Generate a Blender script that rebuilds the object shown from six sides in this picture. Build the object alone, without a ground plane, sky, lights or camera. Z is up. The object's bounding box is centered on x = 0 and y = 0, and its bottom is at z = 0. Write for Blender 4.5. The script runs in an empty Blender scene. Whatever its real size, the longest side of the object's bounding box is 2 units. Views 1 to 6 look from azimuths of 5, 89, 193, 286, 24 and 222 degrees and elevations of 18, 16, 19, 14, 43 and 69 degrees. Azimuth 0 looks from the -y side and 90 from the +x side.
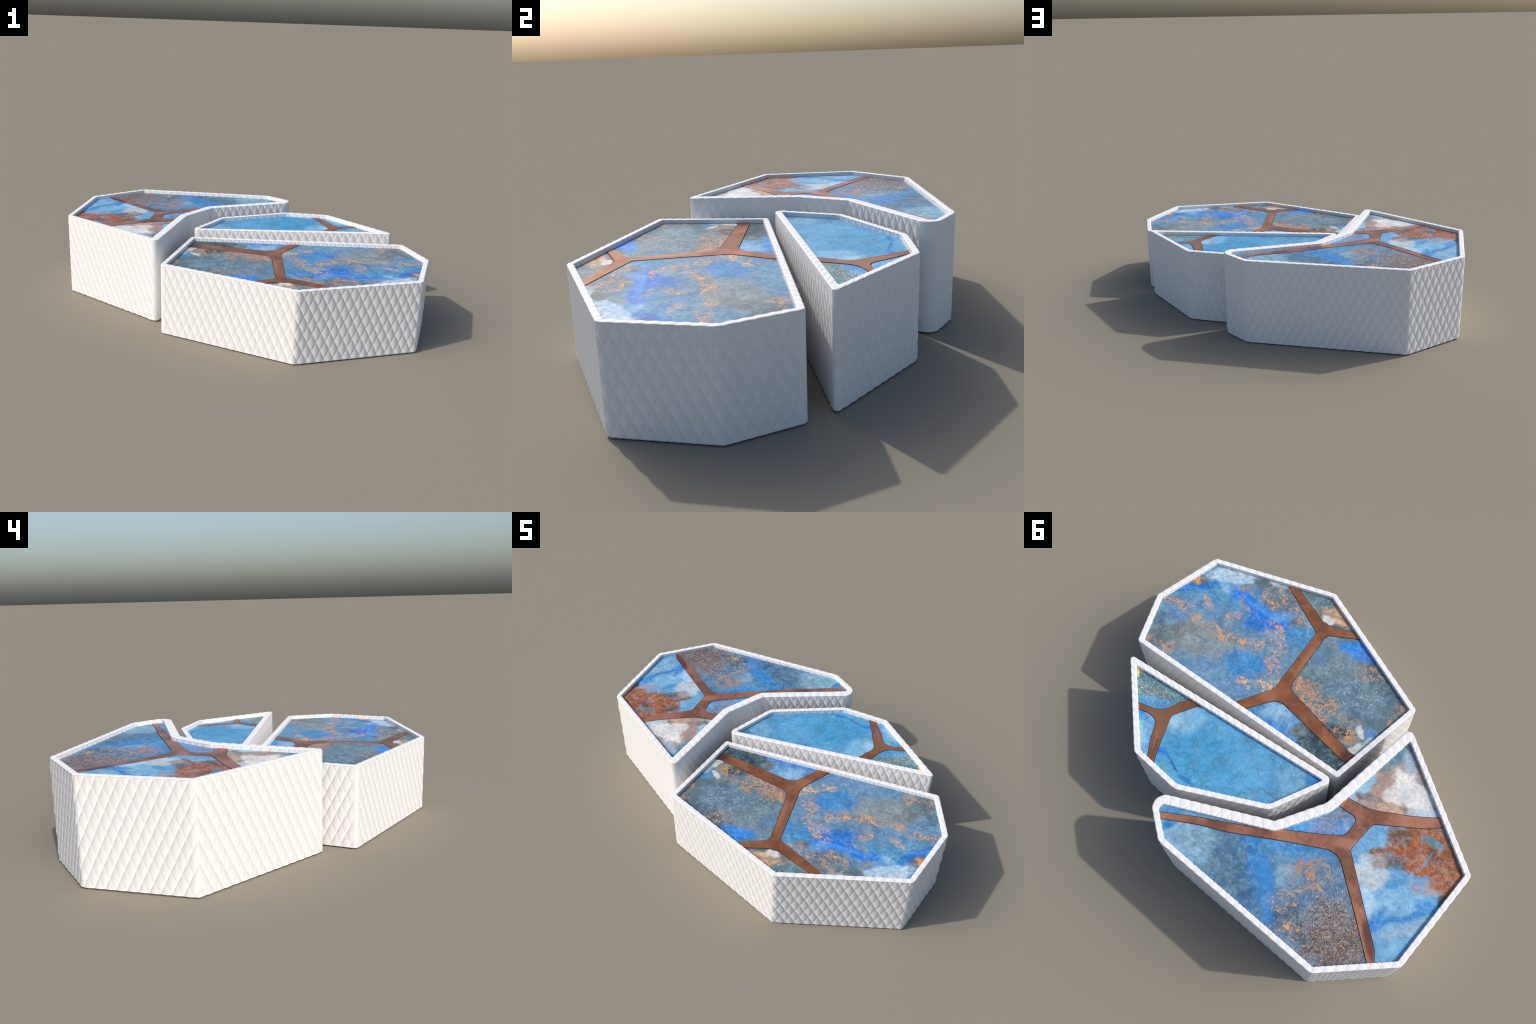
# Set of three low faceted tables: white quilted bases, each holding a recessed
# top of blue patinated stone panes parted by branching copper inlays.
import math
import bpy
import bmesh
import numpy as np

PITCH_S, PITCH_Z, PUFF = 0.0453, 0.0900, 0.0041   # quilt diamond width, height, depth
GROOVE = 0.0003                                   # extra depth of the stitched seams
RIM = 0.026                                       # width of the raised rim
EXTEND = 0.005                                    # how far the top runs under the rim

# name, height, panel height, quilt row height, quilt phase (metres after corner no.)
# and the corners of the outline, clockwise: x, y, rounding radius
TABLES = {
    "A": dict(h=0.371, panel=0.353, row=0.334, phase=(1, -0.038), base=(0.33, -0.30), wide={}, corners=[
        (0.9226, -0.5110, 0.030), (0.3306, -0.7420, 0.040), (-0.3547, -0.4910, 0.020),
        (-0.2878, 0.0025, 0.014), (0.8862, 0.0841, 0.020), (0.9970, -0.1640, 0.040)]),
    "B": dict(h=0.405, panel=0.386, row=0.362, phase=(0, 0.030), base=(0.21, 0.31), wide={frozenset((4, 0)): 0.030}, corners=[
        (0.8250, 0.1771, 0.013), (0.4715, 0.5110, 0.050), (0.2148, 0.5212, 0.080),
        (-0.1644, 0.3200, 0.080), (-0.2780, 0.0446, 0.026)]),
    "C": dict(h=0.452, panel=0.434, row=0.409, phase=(1, 0.038), base=(-0.45, 0.27),
              wide={frozenset(k): 0.044 for k in ((5, 6), (6, 7), (7, 0))}, corners=[
        (-0.4092, -0.3515, 0.024), (-0.9935, 0.0050, 0.030), (-0.9955, 0.4799, 0.030),
        (-0.7411, 0.7305, 0.026), (0.0855, 0.7390, 0.060), (0.2763, 0.6054, 0.055),
        (-0.2246, 0.3520, 0.025), (-0.3400, 0.1457, 0.045)]),
}

# stone panes: the edge along the copper as (x, y, rounding radius), then the
# table corners that close the pane round the outside
PANES = {
    'A.big': ([(0.552, -0.636, 0), (0.264, -0.518, 0.022), (0.221, -0.152, 0.045), (0.319, 0.027, 0)], [5, 6, 1]),
    'A.tan': ([(0.500, -0.655, 0), (0.268, -0.580, 0.06), (0.203, -0.604, 0.06), (0.117, -0.641, 0)], [2]),
    'A.mid': ([(0.071, -0.633, 0), (0.221, -0.538, 0.035), (0.175, -0.201, 0.05), (-0.247, -0.132, 0.03), (-0.288, -0.136, 0)], [3]),
    'A.low': ([(-0.282, -0.092, 0), (-0.251, -0.081, 0.03), (0.170, -0.127, 0.075), (0.260, 0.021, 0)], [4]),
    'B.top': ([(0.650, 0.327, 0), (0.534, 0.289, 0.09), (0.480, 0.176, 0.03), (0.454, 0.151, 0)], [1]),
    'B.left': ([(0.412, 0.495, 0), (0.466, 0.418, 0.06), (0.515, 0.330, 0.04), (0.565, 0.328, 0.05), (0.626, 0.349, 0)], [2]),
    'B.big': ([(0.385, 0.139, 0), (0.420, 0.158, 0.03), (0.479, 0.270, 0.035), (0.424, 0.398, 0.06), (0.376, 0.495, 0)], [3, 4, 5]),
    'C.white': ([(-0.395, 0.067, 0), (-0.504, 0.045, 0.2), (-0.657, -0.050, 0.2), (-0.748, -0.118, 0)], [1]),
    'C.rust': ([(-0.780, -0.093, 0), (-0.738, -0.049, 0.06), (-0.669, 0.001, 0.2), (-0.546, 0.089, 0.03), (-0.544, 0.238, 0.022), (-0.618, 0.296, 0.2), (-0.876, 0.496, 0.03), (-0.907, 0.538, 0)], [3, 2]),
    'C.low': ([(-0.886, 0.555, 0), (-0.739, 0.442, 0.2), (-0.511, 0.276, 0.085), (-0.328, 0.380, 0.3), (-0.094, 0.523, 0.3), (0.004, 0.569, 0.3), (0.157, 0.662, 0)], [5, 4]),
    'C.lens': ([(-0.391, 0.118, 0), (-0.488, 0.108, 0.03), (-0.491, 0.206, 0.045), (-0.424, 0.257, 0.1), (-0.280, 0.354, 0)], [8]),
    'C.strip': ([(0.179, 0.644, 0), (0.027, 0.546, 0.3), (-0.176, 0.430, 0)], [6]),
}

# ground colour of each pane and the strength of its hairline cracks
GROUND = {
    'A.big': ((0.098, 0.237, 0.39), 0.25),
    'A.tan': ((0.074, 0.15, 0.18), 0),
    'A.mid': ((0.086, 0.159, 0.203), 0),
    'A.low': ((0.054, 0.23, 0.535), 0.4),
    'B.top': ((0.07, 0.18, 0.223), 0),
    'B.left': ((0.124, 0.376, 0.661), 0.5),
    'B.big': ((0.078, 0.317, 0.577), 0.9),
    'C.white': ((0.268, 0.203, 0.171), 0),
    'C.rust': ((0.107, 0.309, 0.535), 0.2),
    'C.low': ((0.08, 0.196, 0.33), 0.7),
    'C.lens': ((0.054, 0.248, 0.554), 0),
    'C.strip': ((0.111, 0.33, 0.535), 0.4),
}

# what lies on each pane, bottom layer first:
# kind, colour, centre, radii, angle, opacity, softness, raggedness
LAYERS = {
    'A.big': [
        ('patch', (0.23, 0.268, 0.275), (0.664, -0.127), (0.208, 0.104), 204, 0.9, 0.5, 0.5),
        ('patch', (0.189, 0.189, 0.159), (0.783, -0.090), (0.075, 0.043), 244, 0.6, 0.6, 0.6),
        ('patch', (0.054, 0.124, 0.165), (0.883, -0.014), (0.058, 0.125), 204, 0.7, 0.5, 0.7),
        ('patch', (0.111, 0.15, 0.142), (0.791, -0.018), (0.088, 0.059), 178, 0.5, 0.6, 0.8),
        ('patch', (0.032, 0.23, 0.524), (0.411, -0.160), (0.112, 0.074), 199, 0.9, 0.25, 0.6),
        ('patch', (0.047, 0.26, 0.484), (0.797, -0.370), (0.157, 0.080), 198, 0.7, 0.5, 0.7),
        ('patch', (0.037, 0.248, 0.524), (0.313, -0.439), (0.094, 0.063), 198, 0.8, 0.5, 0.6),
        ('patch', (0.013, 0.165, 0.554), (0.900, -0.331), (0.121, 0.030), 227, 0.9, 0.35, 0.8),
        ('patch', (0.011, 0.18, 0.715), (0.588, -0.432), (0.155, 0.045), 179, 1, 0.35, 0.6),
        ('patch', (0.013, 0.18, 0.647), (0.487, -0.403), (0.119, 0.040), 215, 0.9, 0.4, 0.8),
        ('patch', (0.08, 0.309, 0.729), (0.559, -0.447), (0.113, 0.015), 182, 0.7, 0.6, 0.6),
        ('patch', (0.111, 0.353, 0.729), (0.454, -0.475), (0.050, 0.029), 209, 0.7, 0.6, 0.7),
        ('patch', (0.479, 0.628, 0.75), (0.784, -0.507), (0.123, 0.052), 211, 1, 0.3, 0.9),
        ('patch', (0.268, 0.479, 0.694), (0.779, -0.426), (0.044, 0.026), 158, 0.7, 0.5, 0.8),
        ('patch', (0.507, 0.596, 0.628), (0.590, -0.613), (0.072, 0.019), 197, 0.9, 0.4, 0.7),
        ('patch', (0.1, 0.15, 0.159), (0.651, -0.560), (0.049, 0.034), 203, 0.95, 0.2, 0.7),
        ('patch', (0.23, 0.252, 0.237), (0.691, -0.486), (0.035, 0.021), 233, 0.75, 0.35, 0.9),
        ('patch', (0.212, 0.268, 0.268), (0.638, -0.408), (0.042, 0.020), 167, 0.8, 0.35, 0.6),
        ('patch', (0.089, 0.15, 0.18), (0.531, -0.559), (0.097, 0.080), 198, 0.8, 0.4, 0.7),
        ('patch', (0.137, 0.137, 0.137), (0.912, -0.371), (0.052, 0.027), 215, 0.8, 0.3, 0.9),
        ('patch', (0.137, 0.137, 0.142), (0.380, -0.495), (0.032, 0.035), 187, 0.7, 0.3, 1),
        ('vein', (0.729, 0.309, 0.1), (0.885, -0.205), (0.086, 0.025), 196, 1, 0.6, 0.5),
        ('vein', (0.729, 0.309, 0.1), (0.762, -0.194), (0.025, 0.058), 250, 1, 0.6, 0.5),
        ('vein', (0.75, 0.33, 0.111), (0.618, -0.214), (0.129, 0.035), 193, 1, 0.6, 0.5),
        ('vein', (0.75, 0.33, 0.111), (0.460, -0.270), (0.093, 0.032), 230, 1, 0.6, 0.5),
        ('vein', (0.764, 0.344, 0.124), (0.392, -0.361), (0.047, 0.105), 230, 1, 0.5, 0.5),
        ('vein', (0.729, 0.33, 0.124), (0.634, -0.324), (0.051, 0.036), 244, 1, 0.6, 0.5),
        ('vein', (0.708, 0.309, 0.124), (0.519, -0.555), (0.104, 0.069), 192, 1, 0.6, 0.5),
        ('vein', (0.708, 0.309, 0.124), (0.392, -0.552), (0.039, 0.072), 244, 0.8, 0.6, 0.5),
        ('vein', (0.764, 0.4, 0.15), (0.278, -0.139), (0.115, 0.050), 210, 1, 0.6, 0.5),
        ('vein', (0.75, 0.33, 0.111), (0.309, -0.247), (0.037, 0.075), 221, 0.8, 0.6, 0.5),
        ('vein', (0.661, 0.248, 0.061), (0.912, -0.371), (0.045, 0.023), 215, 1, 0.6, 0.5),
        ('vein', (0.661, 0.288, 0.1), (0.766, 0.026), (0.046, 0.040), 188, 0.9, 0.6, 0.5),
        ('vein', (0.596, 0.268, 0.111), (0.853, 0.017), (0.032, 0.076), 204, 0.6, 0.6, 0.5),
        ('vein', (0.694, 0.376, 0.196), (0.785, -0.292), (0.025, 0.044), 244, 0.7, 0.6, 0.5),
    ],
    'A.tan': [
        ('speck', (0.452, 0.565, 0.596), (0.346, -0.669), (0.065, 0.043), 186, 0.8, 0.6, 0.5),
        ('patch', (0.268, 0.212, 0.165), (0.308, -0.634), (0.069, 0.022), 209, 0.8, 0.5, 0.7),
        ('patch', (0.577, 0.33, 0.159), (0.223, -0.658), (0.082, 0.041), 192, 1, 0.3, 0.6),
        ('patch', (0.33, 0.165, 0.061), (0.189, -0.655), (0.056, 0.010), 203, 0.7, 0.6, 0.9),
        ('patch', (0.764, 0.764, 0.764), (0.262, -0.605), (0.032, 0.025), 209, 0.95, 0.55, 1),
        ('patch', (0.661, 0.507, 0.353), (0.233, -0.621), (0.037, 0.019), 209, 0.6, 0.6, 1),
        ('vein', (0.628, 0.288, 0.1), (0.284, -0.693), (0.041, 0.014), 165, 0.7, 0.6, 0.5),
    ],
    'A.mid': [
        ('patch', (0.137, 0.309, 0.425), (0.175, -0.511), (0.073, 0.040), 264, 0.7, 0.5, 0.8),
        ('patch', (0.1, 0.137, 0.124), (0.161, -0.504), (0.051, 0.041), 243, 0.6, 0.5, 0.8),
        ('patch', (0.016, 0.212, 0.647), (0.032, -0.578), (0.122, 0.056), 204, 1, 0.3, 0.6),
        ('patch', (0.011, 0.137, 0.554), (-0.022, -0.579), (0.062, 0.027), 187, 0.8, 0.4, 0.6),
        ('patch', (0.15, 0.212, 0.248), (0.035, -0.456), (0.152, 0.074), 193, 0.7, 0.6, 0.6),
        ('patch', (0.07, 0.23, 0.452), (0.176, -0.426), (0.038, 0.047), 254, 0.5, 0.6, 0.7),
        ('speck', (0.353, 0.535, 0.661), (-0.056, -0.401), (0.170, 0.111), 182, 0.8, 0.7, 0.5),
        ('patch', (0.039, 0.07, 0.086), (-0.184, -0.510), (0.045, 0.145), 255, 0.5, 0.6, 0.6),
        ('patch', (0.535, 0.268, 0.124), (0.121, -0.248), (0.053, 0.042), 177, 0.4, 0.6, 1.4),
        ('vein', (0.694, 0.33, 0.142), (0.123, -0.246), (0.050, 0.048), 177, 1, 0.5, 0.5),
        ('vein', (0.681, 0.288, 0.107), (0.090, -0.239), (0.075, 0.058), 177, 1, 0.5, 0.5),
        ('vein', (0.64, 0.275, 0.107), (-0.011, -0.221), (0.086, 0.070), 177, 1, 0.6, 0.5),
        ('vein', (0.535, 0.268, 0.124), (-0.074, -0.514), (0.078, 0.041), 204, 0.9, 0.6, 0.5),
        ('vein', (0.628, 0.268, 0.089), (-0.309, -0.426), (0.064, 0.048), 267, 0.9, 0.6, 0.5),
        ('vein', (0.535, 0.268, 0.124), (-0.155, -0.259), (0.059, 0.026), 210, 0.6, 0.6, 0.5),
        ('patch', (0.479, 0.268, 0.137), (-0.301, -0.364), (0.018, 0.027), 221, 0.8, 0.35, 0.8),
        ('patch', (0.017, 0.026, 0.033), (-0.147, -0.176), (0.099, 0.038), 199, 1, 0.3, 0.7),
        ('patch', (0.33, 0.248, 0.165), (-0.213, -0.178), (0.053, 0.024), 232, 0.85, 0.35, 0.9),
        ('vein', (0.596, 0.309, 0.124), (-0.172, -0.201), (0.053, 0.038), 210, 0.9, 0.6, 0.5),
        ('patch', (0.07, 0.248, 0.507), (-0.266, -0.265), (0.032, 0.032), 221, 0.9, 0.3, 0.7),
        ('patch', (0.535, 0.565, 0.535), (-0.228, -0.253), (0.017, 0.038), 237, 1, 0.3, 0.8),
        ('patch', (0.535, 0.565, 0.518), (-0.272, -0.165), (0.057, 0.026), 247, 1, 0.3, 0.8),
        ('patch', (0.452, 0.535, 0.565), (-0.286, -0.240), (0.030, 0.015), 252, 0.8, 0.4, 0.8),
    ],
    'A.low': [
        ('patch', (0.288, 0.507, 0.694), (0.139, -0.062), (0.065, 0.045), 210, 0.8, 0.5, 0.8),
        ('patch', (0.021, 0.212, 0.583), (0.079, -0.002), (0.118, 0.029), 204, 0.8, 0.5, 0.8),
        ('patch', (0.137, 0.33, 0.507), (0.026, -0.066), (0.066, 0.057), 188, 0.6, 0.5, 0.8),
        ('patch', (0.03, 0.067, 0.082), (-0.158, -0.071), (0.171, 0.103), 173, 1, 0.15, 0.4),
        ('patch', (0.107, 0.15, 0.142), (-0.014, -0.056), (0.045, 0.037), 253, 0.9, 0.2, 0.6),
        ('patch', (0.018, 0.042, 0.057), (-0.085, -0.067), (0.064, 0.019), 199, 0.6, 0.5, 0.7),
    ],
    'B.top': [
        ('patch', (0.054, 0.268, 0.535), (0.572, 0.276), (0.180, 0.029), 208, 0.9, 0.4, 0.7),
        ('speck', (0.729, 0.764, 0.764), (0.648, 0.224), (0.136, 0.074), 199, 1, 0.6, 0.5),
        ('speck', (0.661, 0.596, 0.452), (0.648, 0.224), (0.136, 0.074), 199, 1, 0.6, 0.5),
        ('patch', (0.196, 0.18, 0.137), (0.620, 0.235), (0.086, 0.016), 199, 0.5, 0.6, 0.8),
        ('patch', (0.764, 0.479, 0.165), (0.760, 0.209), (0.014, 0.038), 232, 1, 0.4, 0.6),
        ('vein', (0.801, 0.479, 0.165), (0.755, 0.192), (0.038, 0.020), 199, 1, 0.6, 0.5),
    ],
    'B.left': [
        ('patch', (0.013, 0.248, 0.681), (0.595, 0.352), (0.037, 0.014), 190, 0.9, 0.4, 0.7),
        ('patch', (0.288, 0.535, 0.729), (0.518, 0.430), (0.023, 0.069), 221, 0.7, 0.6, 0.7),
    ],
    'B.big': [
        ('patch', (0.035, 0.283, 0.53), (0.239, 0.329), (0.188, 0.112), 190, 0.7, 0.6, 0.6),
        ('patch', (0.212, 0.479, 0.694), (0.408, 0.251), (0.099, 0.058), 243, 0.9, 0.6, 0.6),
        ('patch', (0.353, 0.596, 0.764), (0.453, 0.272), (0.037, 0.031), 286, 0.8, 0.6, 0.6),
        ('patch', (0.18, 0.4, 0.596), (-0.161, 0.152), (0.080, 0.065), 189, 0.8, 0.4, 0.7),
        ('patch', (0.111, 0.353, 0.596), (0.015, 0.192), (0.116, 0.053), 189, 0.5, 0.6, 0.6),
        ('patch', (0.137, 0.376, 0.535), (0.322, 0.481), (0.053, 0.029), 190, 0.6, 0.5, 0.8),
        ('patch', (0.013, 0.196, 0.496), (-0.228, 0.087), (0.045, 0.024), 189, 0.7, 0.3, 0.8),
        ('patch', (0.008, 0.212, 0.715), (0.371, 0.427), (0.033, 0.008), 185, 0.95, 0.4, 0.5),
        ('patch', (0.006, 0.061, 0.23), (0.296, 0.435), (0.055, 0.005), 166, 0.7, 0.5, 0.9),
        ('patch', (0.013, 0.18, 0.468), (0.202, 0.458), (0.053, 0.015), 180, 0.8, 0.5, 0.7),
        ('patch', (0.039, 0.137, 0.23), (-0.107, 0.262), (0.052, 0.005), 182, 0.6, 0.5, 1),
    ],
    'C.white': [
        ('patch', (0.08, 0.196, 0.288), (-0.434, -0.225), (0.095, 0.040), 257, 0.9, 0.5, 0.8),
        ('patch', (0.054, 0.1, 0.137), (-0.458, -0.286), (0.017, 0.035), 242, 0.8, 0.4, 0.8),
        ('patch', (0.268, 0.479, 0.64), (-0.410, -0.038), (0.038, 0.053), 199, 1, 0.25, 0.9),
        ('patch', (0.248, 0.452, 0.596), (-0.420, 0.045), (0.022, 0.023), 221, 0.8, 0.4, 0.8),
        ('patch', (0.33, 0.479, 0.596), (-0.509, -0.227), (0.028, 0.059), 231, 0.8, 0.5, 0.7),
        ('patch', (0.708, 0.694, 0.668), (-0.593, -0.135), (0.055, 0.115), 254, 1, 0.3, 0.7),
        ('patch', (0.694, 0.681, 0.654), (-0.545, -0.071), (0.044, 0.035), 221, 0.8, 0.5, 0.8),
        ('patch', (0.496, 0.33, 0.223), (-0.564, -0.011), (0.059, 0.020), 210, 0.9, 0.35, 0.8),
        ('patch', (0.425, 0.535, 0.615), (-0.681, -0.090), (0.081, 0.020), 216, 0.9, 0.4, 0.8),
        ('patch', (0.111, 0.089, 0.078), (-0.470, 0.002), (0.049, 0.017), 210, 0.7, 0.5, 0.9),
    ],
    'C.rust': [
        ('patch', (0.124, 0.353, 0.577), (-0.575, 0.139), (0.061, 0.048), 251, 0.9, 0.5, 0.7),
        ('patch', (0.441, 0.518, 0.577), (-0.677, 0.260), (0.068, 0.080), 211, 1, 0.4, 0.7),
        ('patch', (0.39, 0.615, 0.801), (-0.733, 0.365), (0.037, 0.061), 231, 0.9, 0.6, 0.6),
        ('patch', (0.18, 0.411, 0.615), (-0.833, 0.264), (0.098, 0.058), 211, 1, 0.35, 0.7),
        ('patch', (0.032, 0.23, 0.496), (-0.768, 0.231), (0.048, 0.020), 231, 0.9, 0.4, 0.8),
        ('patch', (0.026, 0.23, 0.583), (-0.816, 0.402), (0.047, 0.040), 250, 0.95, 0.4, 0.7),
        ('patch', (0.021, 0.212, 0.524), (-0.894, 0.310), (0.110, 0.013), 233, 0.9, 0.35, 0.8),
        ('patch', (0.032, 0.248, 0.583), (-0.937, 0.222), (0.055, 0.026), 200, 0.9, 0.4, 0.7),
        ('patch', (0.288, 0.452, 0.577), (-0.920, 0.345), (0.094, 0.025), 238, 0.7, 0.5, 0.8),
        ('patch', (0.268, 0.441, 0.565), (-0.963, 0.274), (0.032, 0.015), 240, 0.8, 0.5, 0.8),
        ('rust', (0.4, 0.094, 0.018), (-0.810, 0.024), (0.194, 0.113), 205, 1, 0.15, 0.26),
        ('rust', (0.4, 0.094, 0.018), (-0.943, 0.072), (0.082, 0.124), 245, 1, 0.15, 0.3),
        ('rust', (0.124, 0.074, 0.047), (-0.633, 0.153), (0.048, 0.030), 231, 1, 0.12, 0.6),
        ('patch', (0.1, 0.063, 0.042), (-0.661, 0.053), (0.053, 0.042), 200, 0.75, 0.4, 0.9),
        ('patch', (0.268, 0.212, 0.18), (-0.668, 0.189), (0.037, 0.033), 190, 0.8, 0.4, 0.8),
        ('patch', (0.067, 0.047, 0.037), (-0.712, 0.159), (0.036, 0.033), 190, 0.7, 0.35, 1),
        ('patch', (0.067, 0.047, 0.037), (-0.827, 0.038), (0.031, 0.022), 189, 0.6, 0.35, 1),
        ('patch', (0.111, 0.212, 0.268), (-0.794, -0.006), (0.062, 0.016), 194, 0.95, 0.25, 0.9),
        ('patch', (0.1, 0.23, 0.33), (-0.813, 0.064), (0.033, 0.008), 260, 0.8, 0.25, 0.9),
        ('patch', (0.039, 0.039, 0.039), (-0.958, 0.163), (0.022, 0.015), 259, 0.8, 0.4, 0.8),
        ('patch', (0.132, 0.362, 0.589), (-0.589, 0.129), (0.052, 0.049), 184, 1, 0.22, 0.45),
        ('vein', (0.661, 0.268, 0.1), (-0.875, 0.173), (0.061, 0.032), 190, 0.5, 0.6, 0.5),
    ],
    'C.low': [
        ('patch', (0.212, 0.411, 0.554), (-0.009, 0.645), (0.154, 0.080), 191, 1, 0.5, 0.6),
        ('patch', (0.021, 0.248, 0.603), (0.123, 0.657), (0.048, 0.017), 242, 0.95, 0.4, 0.8),
        ('patch', (0.061, 0.165, 0.268), (-0.223, 0.640), (0.095, 0.139), 246, 0.9, 0.45, 0.6),
        ('patch', (0.042, 0.124, 0.223), (-0.376, 0.675), (0.078, 0.062), 191, 0.7, 0.5, 0.6),
        ('patch', (0.035, 0.26, 0.554), (-0.356, 0.388), (0.176, 0.049), 209, 0.9, 0.4, 0.6),
        ('patch', (0.021, 0.23, 0.583), (-0.316, 0.545), (0.050, 0.153), 231, 0.85, 0.8, 1),
        ('patch', (0.021, 0.212, 0.554), (-0.466, 0.652), (0.031, 0.061), 241, 0.8, 0.5, 0.7),
        ('patch', (0.23, 0.39, 0.507), (-0.428, 0.505), (0.063, 0.050), 201, 0.95, 0.35, 0.9),
        ('patch', (0.054, 0.15, 0.288), (-0.559, 0.447), (0.129, 0.089), 196, 0.8, 0.5, 0.7),
        ('patch', (0.051, 0.089, 0.124), (-0.557, 0.607), (0.092, 0.071), 201, 0.8, 0.5, 0.7),
        ('patch', (0.094, 0.078, 0.074), (-0.724, 0.550), (0.139, 0.138), 231, 0.95, 0.5, 0.7),
        ('speck', (0.33, 0.479, 0.596), (-0.599, 0.496), (0.154, 0.134), 201, 0.9, 0.6, 0.5),
        ('fleck', (0.535, 0.275, 0.15), (-0.721, 0.538), (0.145, 0.143), 231, 0.85, 0.8, 0.5),
        ('vein', (0.535, 0.268, 0.124), (-0.504, 0.439), (0.090, 0.100), 221, 0.9, 0.6, 0.5),
        ('vein', (0.681, 0.33, 0.124), (-0.471, 0.579), (0.057, 0.041), 231, 1, 0.6, 0.5),
        ('vein', (0.479, 0.212, 0.089), (-0.475, 0.421), (0.058, 0.069), 211, 0.9, 0.6, 0.5),
        ('vein', (0.681, 0.33, 0.124), (-0.560, 0.658), (0.041, 0.055), 211, 0.9, 0.6, 0.5),
    ],
    'C.lens': [
        ('patch', (0.032, 0.309, 0.681), (-0.318, 0.299), (0.060, 0.017), 236, 0.8, 0.5, 0.7),
        ('patch', (0.07, 0.165, 0.268), (-0.397, 0.156), (0.070, 0.034), 200, 0.7, 0.5, 0.8),
        ('fleck', (0.507, 0.268, 0.137), (-0.406, 0.201), (0.108, 0.050), 221, 1, 0.6, 0.5),
    ],
    'C.strip': [
        ('patch', (0.026, 0.248, 0.583), (0.159, 0.621), (0.044, 0.014), 211, 0.8, 0.5, 0.7),
    ],
}

GAP_SHADOW = 0.0026                                    # half width of the painted joint round a pane

# copper of each table: light and dark tone, and painted sheen and shade (colour, centre, radii, angle)
COPPER = {
    "A": ((0.365, 0.140, 0.062), (0.215, 0.078, 0.035), [
        ((0.470, 0.200, 0.100), (0.190, -0.360), (0.030, 0.110), 8),
        ((0.430, 0.180, 0.090), (0.215, -0.105), (0.040, 0.030), 0),
        ((0.100, 0.032, 0.018), (0.345, 0.020), (0.050, 0.030), 20),
        ((0.060, 0.022, 0.018), (-0.270, -0.110), (0.050, 0.040), 0)]),
    "B": ((0.315, 0.135, 0.070), (0.225, 0.092, 0.048), [
        ((0.450, 0.220, 0.140), (0.455, 0.395), (0.055, 0.003), 121),
        ((0.420, 0.200, 0.120), (0.480, 0.408), (0.007, 0.007), 0),
        ((0.420, 0.200, 0.120), (0.447, 0.388), (0.007, 0.007), 0)]),
    "C": ((0.430, 0.190, 0.118), (0.200, 0.082, 0.052), [
        ((0.460, 0.210, 0.140), (-0.520, 0.225), (0.060, 0.022), 35),
        ((0.085, 0.030, 0.020), (-0.840, 0.480), (0.090, 0.022), 139)]),
}

LABELS = {
    "A": "low faceted white table with blue stone and copper top",
    "B": "small pointed white table with bright blue stone top",
    "C": "tall angular white table with rust and blue stone top",
}


# ---------------------------------------------------------------- outlines
def arc_corner(p0, p1, p2, r, n):
    """n+1 points rounding the corner p1 with radius r."""
    p0, p1, p2 = (np.array(p, float) for p in (p0, p1, p2))
    a, b = p0 - p1, p2 - p1
    la, lb = np.linalg.norm(a), np.linalg.norm(b)
    a, b = a / la, b / lb
    half = 0.5 * math.acos(max(-1, min(1, float(a @ b))))
    t = min(r / math.tan(half), 0.48 * la, 0.48 * lb)
    r = t * math.tan(half)
    bis = a + b
    c = p1 + bis / np.linalg.norm(bis) * r / math.sin(half)
    s, e = p1 + a * t - c, p1 + b * t - c
    w = math.acos(max(-1, min(1, float(s @ e) / (r * r))))
    return [c + (math.sin((1 - k / n) * w) * s + math.sin(k / n * w) * e) / math.sin(w) for k in range(n + 1)]


def anticlockwise(corners):
    """Corner numbers in counter-clockwise order."""
    area = sum(a[0] * b[1] - a[1] * b[0] for a, b in zip(corners, corners[1:] + corners[:1]))
    order = list(range(len(corners)))
    return order if area > 0 else order[::-1]


def rim_widths(tb, order):
    """Rim width of each run between two corners, starting at each corner of order."""
    n = len(order)
    return [tb["wide"].get(frozenset((order[i], order[(i + 1) % n])), RIM) for i in range(n)]


def offset_corners(corners, widths):
    """Corners of the counter-clockwise outline with each run moved inwards by its width."""
    n, out = len(corners), []
    P = [np.array(c[:2]) for c in corners]
    for i in range(n):
        e1, e2 = P[i] - P[i - 1], P[(i + 1) % n] - P[i]
        e1, e2 = e1 / np.linalg.norm(e1), e2 / np.linalg.norm(e2)
        n1, n2 = np.array([-e1[1], e1[0]]), np.array([-e2[1], e2[0]])
        w1, w2 = widths[i - 1], widths[i]
        cross = e1[0] * e2[1] - e1[1] * e2[0]
        m = (w2 * e1 - w1 * e2) / cross                    # where the two moved runs meet
        m = -m if m @ (n1 + n2) < 0 else m
        convex, d = cross > 0, 0.5 * (w1 + w2)
        r = corners[i][2]
        r = max(r - d, 0.005 if d > 0.01 else 0.012) if convex else r + d
        out.append((*(P[i] + m), r))
    return out


def ring(corners, counts, arc_n=14):
    """Points round the outline: an arc at each corner, then a straight run."""
    n, arcs = len(corners), []
    for i in range(n):
        arcs.append(arc_corner(corners[i - 1][:2], corners[i][:2], corners[(i + 1) % n][:2], corners[i][2], arc_n))
    pts = []
    for i in range(n):
        a, b = arcs[i][-1], arcs[(i + 1) % n][0]
        pts += arcs[i]
        pts += [a + (b - a) * k / counts[i] for k in range(1, counts[i])]
    return np.array(pts)


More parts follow.
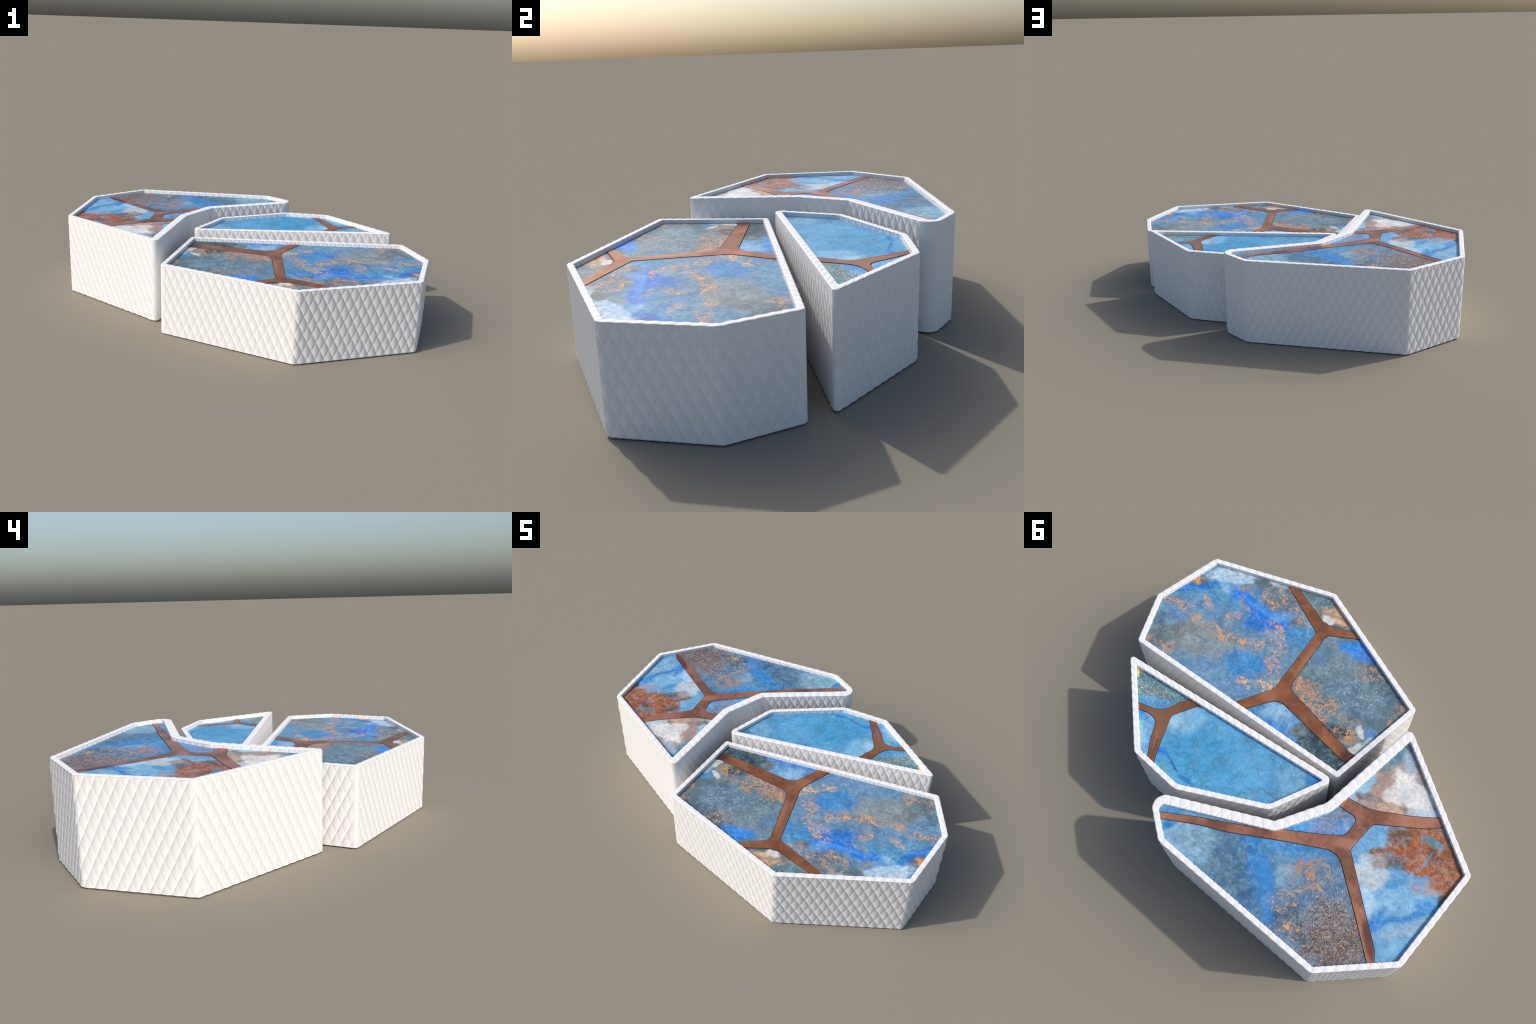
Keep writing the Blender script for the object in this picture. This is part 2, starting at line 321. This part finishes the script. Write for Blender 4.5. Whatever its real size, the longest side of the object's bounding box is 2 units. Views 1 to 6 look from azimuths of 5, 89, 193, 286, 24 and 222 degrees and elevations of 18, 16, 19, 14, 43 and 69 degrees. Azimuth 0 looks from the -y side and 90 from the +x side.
def new_mesh(name, verts, faces, smooth=True):
    me = bpy.data.meshes.new(name)
    me.from_pydata([tuple(v) for v in verts], [], faces)
    me.update()
    if smooth:
        me.polygons.foreach_set("use_smooth", [True] * len(me.polygons))
    return me


def add(name, mesh, parent, material, base):
    ob = bpy.data.objects.new(name, mesh)
    bpy.context.scene.collection.objects.link(ob)
    ob.parent = parent
    mesh.materials.clear()
    mesh.materials.append(material)
    return ob


# ---------------------------------------------------------------- quilted base
def quilt_height(s, t, row, lift):
    """Puffed diamonds between two families of slanting seams."""
    u, v = s / PITCH_S, (t - row) / PITCH_Z
    p, q = (u + v) % 1.0, (u - v) % 1.0
    pad = np.sqrt(np.maximum(np.sin(np.pi * p) * np.sin(np.pi * q), 0.0))
    slope = math.hypot(1 / PITCH_S, 1 / PITCH_Z)
    near = np.minimum(np.minimum(p, 1 - p), np.minimum(q, 1 - q)) / slope
    return (PUFF * (pad - 0.62) - GROOVE * np.exp(-((near / 0.0017) ** 2))) * lift


def drawn_out(corners):
    """Corners given as the tips of the rounded outline, moved out to the sharp corners."""
    out, n = [], len(corners)
    for i, (x, y, r) in enumerate(corners):
        p = np.array((x, y))
        a, b = np.array(corners[i - 1][:2]) - p, np.array(corners[(i + 1) % n][:2]) - p
        a, b = a / np.linalg.norm(a), b / np.linalg.norm(b)
        half = 0.5 * math.acos(float(a @ b))
        back = 0.0 if r == 0.055 else r * (1 / math.sin(half) - 1) * (1.0 if half < math.radians(50) else 0.6)
        p = p - (a + b) / np.linalg.norm(a + b) * back
        out.append((float(p[0]), float(p[1]), r))
    return out


def quilted_base(tb):
    cw = tb["corners"]
    order = anticlockwise(cw)
    corners = [cw[i] for i in order]
    n = len(corners)
    step = 0.0019
    counts = [max(6, int(math.dist(corners[i][:2], corners[(i + 1) % n][:2]) / step)) for i in range(n)]
    outer = ring(corners, counts)
    m = len(outer)
    inner = ring(offset_corners(corners, rim_widths(tb, order)), counts)
    closed = np.vstack([outer, outer[:1]])
    seg = np.linalg.norm(np.diff(closed, axis=0), axis=1)
    s = np.concatenate([[0], np.cumsum(seg)[:-1]])
    total = seg.sum()
    tang = np.roll(outer, -1, 0) - np.roll(outer, 1, 0)
    tang /= np.linalg.norm(tang, axis=1)[:, None]
    nrm = np.stack([tang[:, 1], -tang[:, 0]], 1)          # outwards
    # a whole number of diamonds round the outline, in step with one corner
    whole = round(total / PITCH_S) * PITCH_S
    cid, shift = tb["phase"]
    i0 = order.index(cid)
    at = sum(15 + counts[k] - 1 for k in range(i0)) + 7
    s0 = s[at] + shift * (1 if order[0] == 0 else -1)
    ss = (s - s0) * whole / total
    # sharp corners carry a plain, unquilted strip
    lift = np.ones(m)
    pos = 0
    for i in range(n):
        a, b = (np.array(corners[i - 1][:2]) - corners[i][:2]), (np.array(corners[(i + 1) % n][:2]) - corners[i][:2])
        ang = math.degrees(math.acos(a @ b / np.linalg.norm(a) / np.linalg.norm(b)))
        if ang < 110:
            d = np.abs((s - s[pos + 7] + total / 2) % total - total / 2)
            lift = np.minimum(lift, np.clip((d - 0.010) / 0.018, 0.12, 1))
        pos += 15 + counts[i] - 1
    h, zp = tb["h"], tb["panel"]
    # profile: inset d, height z, outward part, upward part, unrolled length, quilt share
    prof = [(0.010, 0.0, 0, 0, -0.004, 0)]
    R = 0.008
    for k in range(0, 6):
        a = math.radians(90 * k / 5)
        prof.append((R - R * math.sin(a), R - R * math.cos(a), math.sin(a), -math.cos(a), R * a - R * math.pi / 2 + R, 0.15 + 0.85 * k / 5))
    R2 = 0.005
    for z in np.linspace(R, h - R2, int(h / 0.0027))[1:]:
        prof.append((0, z, 1, 0, z, 1 - 0.40 * max(0.0, 1 - (h - R2 - z) / 0.016)))
    t = h - R2
    for k in range(1, 7):
        a = math.radians(90 * k / 6)
        prof.append((R2 - R2 * math.cos(a), h - R2 + R2 * math.sin(a), math.cos(a), math.sin(a), t + R2 * a, 0.44))
    t += R2 * math.pi / 2
    R3 = 0.004
    for d in np.linspace(R2, RIM - R3, 10)[1:]:
        prof.append((d, h, 0, 1, t + d - R2, 0.40))
    t += RIM - R2 - R3
    for k in range(1, 6):
        a = math.radians(90 * k / 5)
        prof.append((RIM - R3 + R3 * math.sin(a), h - R3 + R3 * math.cos(a), -math.sin(a), math.cos(a), t + R3 * a, 0.6))
    t += R3 * math.pi / 2
    for z in np.linspace(h - R3, zp - 0.008, 8)[1:]:
        prof.append((RIM, z, -1, 0, t + h - R3 - z, 0.6))
    rows = []
    for d, z, no, nu, tt, share in prof:
        base = outer + (inner - outer) * (d / RIM)
        a = quilt_height(ss, tt, tb["row"], lift) * share
        xy = base + nrm * (a * no)[:, None]
        rows.append(np.column_stack([xy, np.maximum(z + a * nu, 0.0)]))
    V = np.concatenate(rows) - np.array([*tb["base"], 0])
    faces = []
    for j in range(len(prof) - 1):
        b0, b1 = j * m, (j + 1) * m
        faces += [(b0 + i, b0 + (i + 1) % m, b1 + (i + 1) % m, b1 + i) for i in range(m)]
    faces.append(tuple(range(m))[::-1])
    return new_mesh("quilted_base", V, faces)


# ---------------------------------------------------------------- table top
def prism(name, pts, z0, z1):
    bm = bmesh.new()
    f = bm.faces.new([bm.verts.new((x, y, z0)) for x, y in pts])
    top = bmesh.ops.extrude_face_region(bm, geom=[f])
    bmesh.ops.translate(bm, verts=[v for v in top["geom"] if isinstance(v, bmesh.types.BMVert)], vec=(0, 0, z1 - z0))
    bmesh.ops.recalc_face_normals(bm, faces=bm.faces)
    me = bpy.data.meshes.new(name)
    bm.to_mesh(me)
    bm.free()
    ob = bpy.data.objects.new(name, me)
    bpy.context.scene.collection.objects.link(ob)
    return ob


def cut(ob, tools, operation, bevel):
    """Boolean ob with the tools, round its edges and return the finished mesh."""
    for tool in tools:
        mod = ob.modifiers.new("cut", "BOOLEAN")
        mod.operation, mod.object, mod.solver = operation, tool, "EXACT"
    mod = ob.modifiers.new("round", "BEVEL")
    mod.width, mod.segments, mod.limit_method, mod.angle_limit = bevel, 2, "ANGLE", math.radians(50)
    graph = bpy.context.evaluated_depsgraph_get()
    me = bpy.data.meshes.new_from_object(ob.evaluated_get(graph))
    old = ob.data
    bpy.data.objects.remove(ob)
    bpy.data.meshes.remove(old)
    me.polygons.foreach_set("use_smooth", [False] * len(me.polygons))
    return me


def nearest_on(outline, p):
    best = None
    for i in range(len(outline)):
        a, b = np.array(outline[i][:2]), np.array(outline[(i + 1) % len(outline)][:2])
        k = max(0.0, min(1.0, float((p - a) @ (b - a) / ((b - a) @ (b - a)))))
        q = a + k * (b - a)
        if best is None or np.linalg.norm(q - p) < np.linalg.norm(best - p):
            best = q
    return best


def pane_outline(tb, edge, closing):
    cw, base = tb["corners"], np.array(tb["base"])
    first, last = np.array(edge[0][:2]), np.array(edge[-1][:2])
    pts = [nearest_on(cw, first), first]
    for i in range(1, len(edge) - 1):
        pts += arc_corner(edge[i - 1][:2], edge[i][:2], edge[i + 1][:2], edge[i][2], 8)
    pts += [last, nearest_on(cw, last)]
    pts += [np.array(cw[i - 1][:2]) for i in closing]
    return [p - base for p in pts]


def shrink(pts, d):
    P = np.array(pts)
    area = 0.5 * np.sum(P[:, 0] * np.roll(P[:, 1], -1) - P[:, 1] * np.roll(P[:, 0], -1))
    e = np.roll(P, -1, 0) - P
    e /= np.linalg.norm(e, axis=1)[:, None]
    nr = np.stack([-e[:, 1], e[:, 0]], 1) * (1 if area > 0 else -1)
    m = nr + np.roll(nr, 1, 0)
    m /= np.maximum(1 + np.sum(nr * np.roll(nr, 1, 0), 1), 0.4)[:, None]
    return P + m * d


# ---------------------------------------------------------------- materials
class Nodes:
    """Small helper for writing node trees as expressions."""

    def __init__(self, name):
        self.mat = bpy.data.materials.new(name)
        self.mat.use_nodes = True
        self.t = self.mat.node_tree
        self.t.nodes.clear()
        self.out = self.t.nodes.new("ShaderNodeOutputMaterial")
        self.bsdf = self.t.nodes.new("ShaderNodeBsdfPrincipled")
        self.t.links.new(self.bsdf.outputs[0], self.out.inputs[0])
        self.P = self.t.nodes.new("ShaderNodeTexCoord").outputs["Object"]

    def put(self, sock, v):
        if isinstance(v, bpy.types.NodeSocket):
            self.t.links.new(v, sock)
        elif v is not None:
            if sock.type == "RGBA" and len(v) == 3:
                v = (*v, 1)
            sock.default_value = v

    def math(self, op, a, b=None, c=None, clamp=False):
        n = self.t.nodes.new("ShaderNodeMath")
        n.operation, n.use_clamp = op, clamp
        for i, v in enumerate((a, b, c)):
            self.put(n.inputs[i], v)
        return n.outputs[0]

    def vec(self, op, a, b=None, scale=None):
        n = self.t.nodes.new("ShaderNodeVectorMath")
        n.operation = op
        self.put(n.inputs[0], a)
        self.put(n.inputs[1], b)
        if scale is not None:
            self.put(n.inputs[3], scale)
        return n.outputs["Value"] if op in ("LENGTH", "DOT_PRODUCT") else n.outputs[0]

    def step(self, x, lo, hi):
        n = self.t.nodes.new("ShaderNodeMapRange")
        n.interpolation_type = "SMOOTHSTEP"
        self.put(n.inputs[0], x)
        flip = lo > hi
        self.put(n.inputs[1], min(lo, hi))
        self.put(n.inputs[2], max(lo, hi))
        self.put(n.inputs[3], 1.0 if flip else 0.0)
        self.put(n.inputs[4], 0.0 if flip else 1.0)
        return n.outputs[0]

    def noise(self, P, scale, detail=4, rough=0.55, distort=0.0, color=False):
        n = self.t.nodes.new("ShaderNodeTexNoise")
        self.put(n.inputs["Vector"], P)
        n.inputs["Scale"].default_value = scale
        n.inputs["Detail"].default_value = detail
        n.inputs["Roughness"].default_value = rough
        n.inputs["Distortion"].default_value = distort
        return n.outputs["Color" if color else "Fac"]

    def voronoi(self, P, scale, feature="F1"):
        n = self.t.nodes.new("ShaderNodeTexVoronoi")
        n.feature = feature
        self.put(n.inputs["Vector"], P)
        n.inputs["Scale"].default_value = scale
        return n

    def mix(self, fac, a, b, blend="MIX"):
        n = self.t.nodes.new("ShaderNodeMix")
        n.data_type, n.blend_type = "RGBA", blend
        self.put(n.inputs[0], fac)
        self.put(n.inputs[6], a)
        self.put(n.inputs[7], b)
        return n.outputs[2]

    def ramp(self, fac, stops):
        n = self.t.nodes.new("ShaderNodeValToRGB")
        e = n.color_ramp.elements
        while len(e) < len(stops):
            e.new(0.5)
        for el, (pos, col) in zip(e, stops):
            el.position, el.color = pos, (*col, 1)
        self.put(n.inputs[0], fac)
        return n.outputs[0]

    def warp(self, P, scale, amount, detail=3):
        c = self.noise(P, scale, detail, color=True)
        return self.vec("ADD", P, self.vec("SCALE", self.vec("SUBTRACT", c, (0.5, 0.5, 0.5)), scale=amount))

    def thread(self, P, grain, centre, size, angle):
        """A wandering line along the long axis of an ellipse."""
        n = self.t.nodes.new("ShaderNodeMapping")
        n.vector_type = "TEXTURE"
        self.put(n.inputs["Vector"], P)
        n.inputs["Location"].default_value = (*centre, 0)
        turn = 0 if size[0] >= size[1] else 90
        n.inputs["Rotation"].default_value = (0, 0, math.radians(angle + turn))
        sep = self.t.nodes.new("ShaderNodeSeparateXYZ")
        self.put(sep.inputs[0], n.outputs[0])
        off = self.math("ABSOLUTE", self.math("MULTIPLY_ADD", grain, 0.09, sep.outputs[1]))
        return self.step(off, 0.0045, 0.0015)

    def ellipse(self, P, grain, centre, size, angle, soft, ragged):
        """Mask of a rotated ellipse whose edge is torn by the grain."""
        n = self.t.nodes.new("ShaderNodeMapping")
        n.vector_type = "TEXTURE"
        self.put(n.inputs["Vector"], P)
        n.inputs["Location"].default_value = (*centre, 0)
        n.inputs["Rotation"].default_value = (0, 0, math.radians(angle))
        n.inputs["Scale"].default_value = (size[0], size[1], 1)
        flat = self.vec("MULTIPLY", n.outputs[0], (1, 1, 0))
        d = self.math("MULTIPLY_ADD", grain, ragged * 2.4, self.vec("LENGTH", flat))
        return self.step(d, 1 + 0.85 * soft, 1 - 0.85 * soft)


def stone_material(name, ground, layers, base, cracks=0.0, veil=0.34):
    N = Nodes(name)
    soft_P = N.warp(N.P, 6, 0.075, 5)
    P = N.warp(soft_P, 24, 0.030, 6)
    grain = N.math("SUBTRACT", N.noise(N.P, 17, 10, 0.72), 0.5)
    broad = N.noise(soft_P, 9, 7, 0.62)
    fine = N.noise(soft_P, 60, 9, 0.74)
    mid = N.noise(N.vec("ADD", soft_P, (0.7, 2.9, 0)), 24, 9, 0.7)
    streak = N.step(N.math("ABSOLUTE", N.math("SUBTRACT", N.noise(N.vec("ADD", P, (5.1, 0.2, 0)), 13, 8, 0.66), 0.5)), 0.05, 0.0)
    streak = N.math("MULTIPLY", streak, N.step(mid, 0.42, 0.44))
    tiny = N.noise(N.P, 210, 5, 0.65)
    # thread-like veins: where a distorted noise crosses its middle value
    bent = N.warp(soft_P, 45, 0.010, 3)
    wander = N.noise(bent, 13, 6, 0.60, 0.3)
    thread = N.step(N.math("ABSOLUTE", N.math("SUBTRACT", wander, 0.5)), 0.021, 0.005)
    wander2 = N.noise(N.vec("ADD", bent, (3.1, 1.7, 0.4)), 29, 5, 0.60, 0.4)
    thread2 = N.step(N.math("ABSOLUTE", N.math("SUBTRACT", wander2, 0.5)), 0.030, 0.006)
    broken = N.step(N.noise(N.P, 26, 6, 0.68), 0.42, 0.56)
    drops = N.step(N.noise(N.P, 110, 5, 0.6), 0.60, 0.66)
    vein = N.math("MAXIMUM", N.math("MULTIPLY", N.math("MAXIMUM", thread, N.math("MULTIPLY", thread2, 0.8)), broken), N.math("MULTIPLY", drops, 0.6))
    dots = []
    for scale, least in ((95, 0.62), (210, 0.44)):
        cells = N.voronoi(N.warp(N.P, 90, 0.012, 3), scale)
        chance = N.vec("DOT_PRODUCT", cells.outputs["Color"], (0.6, 0.4, 0.0))
        dots.append(N.math("MULTIPLY", N.step(cells.outputs["Distance"], 0.46, 0.16), N.step(chance, least, least + 0.28)))
    speck = N.math("MAXIMUM", dots[0], dots[1])
    stretch = N.vec("MULTIPLY", N.vec("ADD", N.P, N.vec("SCALE", N.vec("SUBTRACT", P, N.P), scale=0.3)), (1.0, 0.75, 1.0))
    fleck = N.math("MAXIMUM", N.step(N.noise(stretch, 175, 4, 0.62), 0.535, 0.61), N.math("MULTIPLY", dots[1], 0.5))
    # ground with lighter, greyer and darker clouding
    col = N.mix(N.step(broad, 0.35, 0.70), ground, tuple(min(1, c * k) for c, k in zip(ground, (1.30, 1.15, 1.06))))
    grey = N.step(N.noise(N.vec("ADD", P, (1.3, 4.2, 0)), 15, 9, 0.7), 0.50, 0.66)
    shade = (0.55, 0.62, 0.62)
    rusty = N.ramp(N.noise(N.P, 48, 10, 0.78), [(0.38, (0.055, 0.038, 0.030)), (0.46, (0.16, 0.068, 0.030)), (0.53, (0.33, 0.098, 0.022)), (0.64, (0.47, 0.175, 0.050))])
    films = 0.30 if cracks >= 0.9 else 0.35 if name == "pale_stone" else 0.8
    late = []
    for layer in layers:
        kind, rgb, centre, radii, angle, opacity, soft, ragged = layer
        local = (centre[0] - base[0], centre[1] - base[1])
        m = N.ellipse(P if kind in ("patch", "rust") else soft_P, grain, local, radii, angle, soft, ragged)
        if kind == "rust":
            col = N.mix(N.math("MULTIPLY", m, opacity), col, N.mix(0.25, rusty, rgb))
        elif kind == "patch":
            tint = N.mix(N.math("MULTIPLY", grey, 0.45), rgb, tuple(c * k for c, k in zip(rgb, (0.80, 0.80, 0.72))))
            col = N.mix(N.math("MULTIPLY", m, opacity), col, tint)
        else:
            late.append((kind, rgb, m, opacity))
    col = N.mix(N.math("MULTIPLY", grey, veil), col, (0.150, 0.195, 0.215))
    # torn lighter and darker films of patina
    for shift, scale, lo, hi, tint, share in ((2.2, 16, 0.545, 0.60, (1.55, 1.30, 1.16), 0.55), (6.4, 13, 0.55, 0.61, (0.55, 0.74, 0.92), 0.60), (8.8, 34, 0.57, 0.62, (1.35, 1.22, 1.12), 0.6)):
        film = N.step(N.noise(N.vec("ADD", P, (shift, 0.4, 0)), scale, 9, 0.72), lo, hi)
        col = N.mix(N.math("MULTIPLY", film, share * films), col, N.mix(1.0, col, tint, "MULTIPLY"))
    # painterly mottling
    col = N.mix(N.math("MULTIPLY", streak, 0.08 if cracks >= 0.9 else 0.20), col, (0.40, 0.58, 0.70))
    calm = 0.55 if cracks >= 0.9 else 1.0
    tone = N.math("MULTIPLY_ADD", N.math("SUBTRACT", fine, 0.5), 1.7 * calm, 1.0 if cracks >= 0.9 or name == "pale_stone" else 0.93)
    tone = N.math("MULTIPLY_ADD", N.math("SUBTRACT", mid, 0.5), 1.2 * calm, tone)
    tone = N.math("MULTIPLY_ADD", N.math("SUBTRACT", broad, 0.5), 0.55, tone)
    tone = N.math("MULTIPLY_ADD", N.math("SUBTRACT", tiny, 0.5), 0.5 * calm, tone)
    tone = N.math("MAXIMUM", tone, 0.45)
    combine = N.t.nodes.new("ShaderNodeCombineXYZ")
    N.put(combine.inputs[0], tone)
    N.put(combine.inputs[1], N.math("MULTIPLY_ADD", tone, 0.85, 0.15))
    N.put(combine.inputs[2], N.math("MULTIPLY_ADD", tone, 0.65, 0.35))
    col = N.mix(1.0, col, combine.outputs[0], "MULTIPLY")
    if cracks:
        lines = None
        for scale, shift, wide in ((11, 0.0, 0.030), (23, 2.7, 0.045)):
            r = N.noise(N.vec("ADD", soft_P, (shift, 0.3, 0)), scale, 4, 0.55, 0.3)
            line = N.step(N.math("ABSOLUTE", N.math("SUBTRACT", r, 0.5)), wide, 0.0)
            lines = line if lines is None else N.math("MAXIMUM", lines, line)
        web = N.voronoi(N.warp(soft_P, 22, 0.045, 5), 27, "DISTANCE_TO_EDGE").outputs["Distance"]
        lines = N.math("MAXIMUM", N.math("MULTIPLY", lines, 0.6), N.math("MULTIPLY", N.step(web, 0.16, 0.0), 0.9))
        lines = N.math("MULTIPLY", lines, N.step(N.noise(N.P, 13, 5, 0.6), 0.36, 0.64))
        col = N.mix(N.math("MULTIPLY", lines, cracks), col, N.mix(1.0, col, shade, "MULTIPLY"))
    for kind, rgb, m, opacity in late:
        tex = {"vein": vein, "speck": speck, "fleck": fleck}[kind]
        if kind == "vein":
            if max(radii) > 1.7 * min(radii):
                tex = N.math("MAXIMUM", tex, N.thread(P, grain, local, radii, angle))
            halo = N.math("MULTIPLY", N.math("MULTIPLY", m, N.step(fine, 0.44, 0.60)), 0.28)
            col = N.mix(halo, col, (0.27, 0.20, 0.14))
        f = N.step(N.math("MULTIPLY", tex, m), 0.14, 0.48)
        pale = N.mix(N.step(tiny, 0.35, 0.65), tuple(c * 0.86 for c in rgb), tuple(min(1, c * k) for c, k in zip(rgb, (1.12, 1.30, 1.45))))
        col = N.mix(N.math("MULTIPLY", f, opacity), col, pale)
    N.put(N.bsdf.inputs["Base Color"], col)
    N.bsdf.inputs["Roughness"].default_value = 0.48
    N.bsdf.inputs["Specular IOR Level"].default_value = 0.5
    return N.mat


def white_material():
    N = Nodes("white_quilted_leather")
    n = N.noise(N.P, 240, 4, 0.6)
    col = N.mix(N.noise(N.P, 5, 3), (0.78, 0.775, 0.77), (0.80, 0.80, 0.80))
    N.put(N.bsdf.inputs["Base Color"], col)
    N.bsdf.inputs["Roughness"].default_value = 0.55
    N.bsdf.inputs["Specular IOR Level"].default_value = 0.3
    b = N.t.nodes.new("ShaderNodeBump")
    b.inputs["Strength"].default_value = 0.10
    b.inputs["Distance"].default_value = 0.0015
    N.put(b.inputs["Height"], n)
    # base colour darkened along the seams to paint in their crease shading
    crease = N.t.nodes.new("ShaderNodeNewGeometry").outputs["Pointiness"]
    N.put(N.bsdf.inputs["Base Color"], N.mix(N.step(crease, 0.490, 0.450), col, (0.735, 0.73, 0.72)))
    # on the upright walls the puffed relief is shaded upside down, as embossed
    # diamonds that catch the light on their lower edges
    sep = N.t.nodes.new("ShaderNodeSeparateXYZ")
    N.put(sep.inputs[0], b.outputs[0])
    upright = N.step(N.math("ABSOLUTE", sep.outputs[2]), 0.62, 0.42)
    turned = N.math("MULTIPLY", sep.outputs[2], N.math("MULTIPLY_ADD", upright, -1.65, 1.0))
    join = N.t.nodes.new("ShaderNodeCombineXYZ")
    for i, v in enumerate((sep.outputs[0], sep.outputs[1], turned)):
        N.put(join.inputs[i], v)
    N.put(N.bsdf.inputs["Normal"], N.vec("NORMALIZE", join.outputs[0]))
    return N.mat


def copper_material(name, light, dark, marks, base):
    N = Nodes(name)
    P = N.warp(N.P, 8, 0.05)
    col = N.mix(N.step(N.noise(P, 6.5, 5, 0.6), 0.38, 0.62), dark, light)  # broad tone drift puts the light-to-dark sheen into the copper colour
    col = N.mix(N.math("MULTIPLY", N.step(N.noise(P, 46, 5, 0.6), 0.45, 0.75), 0.25), col, tuple(c * 1.5 for c in light))
    grain = N.math("SUBTRACT", N.noise(N.P, 80, 4), 0.5)
    for rgb, centre, size, angle in marks:
        local = (centre[0] - base[0], centre[1] - base[1])
        col = N.mix(N.math("MULTIPLY", N.ellipse(N.P, grain, local, size, angle, 0.5, 0.3), 0.8), col, rgb)
    N.put(N.bsdf.inputs["Base Color"], col)
    N.bsdf.inputs["Metallic"].default_value = 0.4
    N.bsdf.inputs["Roughness"].default_value = 0.43
    N.bsdf.inputs["Specular IOR Level"].default_value = 0.5
    return N.mat


def gap_shadow_material():
    N = Nodes("painted_gap_shadow")
    col = N.mix(N.noise(N.P, 60, 3), (0.020, 0.018, 0.018), (0.045, 0.035, 0.03))  # near-black, so the gap draws a shadow line beside the copper
    N.put(N.bsdf.inputs["Base Color"], col)
    N.bsdf.inputs["Roughness"].default_value = 0.7
    return N.mat


# ---------------------------------------------------------------- assembly
def table(key, white, gap_shadow):
    tb = TABLES[key]
    base = tb["base"]
    root = bpy.data.objects.new("coffee_table", None)
    bpy.context.scene.collection.objects.link(root)
    root.location = (*base, 0)
    root["label"] = LABELS[key]
    root["category"] = "coffee table"
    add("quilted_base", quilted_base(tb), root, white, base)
    order = anticlockwise(tb["corners"])
    corners = [tb["corners"][i] for i in order]
    zp = tb["panel"]
    fit = [(x - base[0], y - base[1]) for x, y in ring(offset_corners(corners, [w - EXTEND for w in rim_widths(tb, order)]), [2] * len(corners), 6)]
    bed = prism("top_bed", fit, zp - 0.012, zp - 0.0035)
    bed_mesh = bed.data
    bpy.data.objects.remove(bed)
    add("top_bed", bed_mesh, root, gap_shadow, base)
    outlines = {k: pane_outline(tb, *PANES[k]) for k in PANES if k[0] == key}
    tools = [prism("cutter", o, zp - 0.03, zp + 0.03) for o in outlines.values()]
    copper = cut(prism("copper_inlay", fit, zp - 0.006, zp + 0.0020), tools, "DIFFERENCE", 0.0022)
    light, dark, marks = COPPER[key]
    add("copper_inlay", copper, root, copper_material("copper", light, dark, marks, base), base)
    for k, o in outlines.items():
        keep = prism("cutter", fit, zp - 0.03, zp + 0.03)
        tools.append(keep)
        pane = cut(prism("stone_pane", shrink(o, GAP_SHADOW), zp - 0.007, zp), [keep], "INTERSECT", 0.0007)
        ground, cracks = GROUND[k]
        add("stone_pane", pane, root, stone_material("pale_stone" if k in ("C.white", "C.rust") else "blue_stone", ground, LAYERS[k], base, cracks, 0.08 if k in ("C.white", "C.rust") else 0.34), base)
    for t in tools:
        me = t.data
        bpy.data.objects.remove(t)
        bpy.data.meshes.remove(me)


white, gap_shadow = white_material(), gap_shadow_material()
for tb in TABLES.values():
    tb["corners"] = drawn_out(tb["corners"])
for key in TABLES:
    table(key, white, gap_shadow)
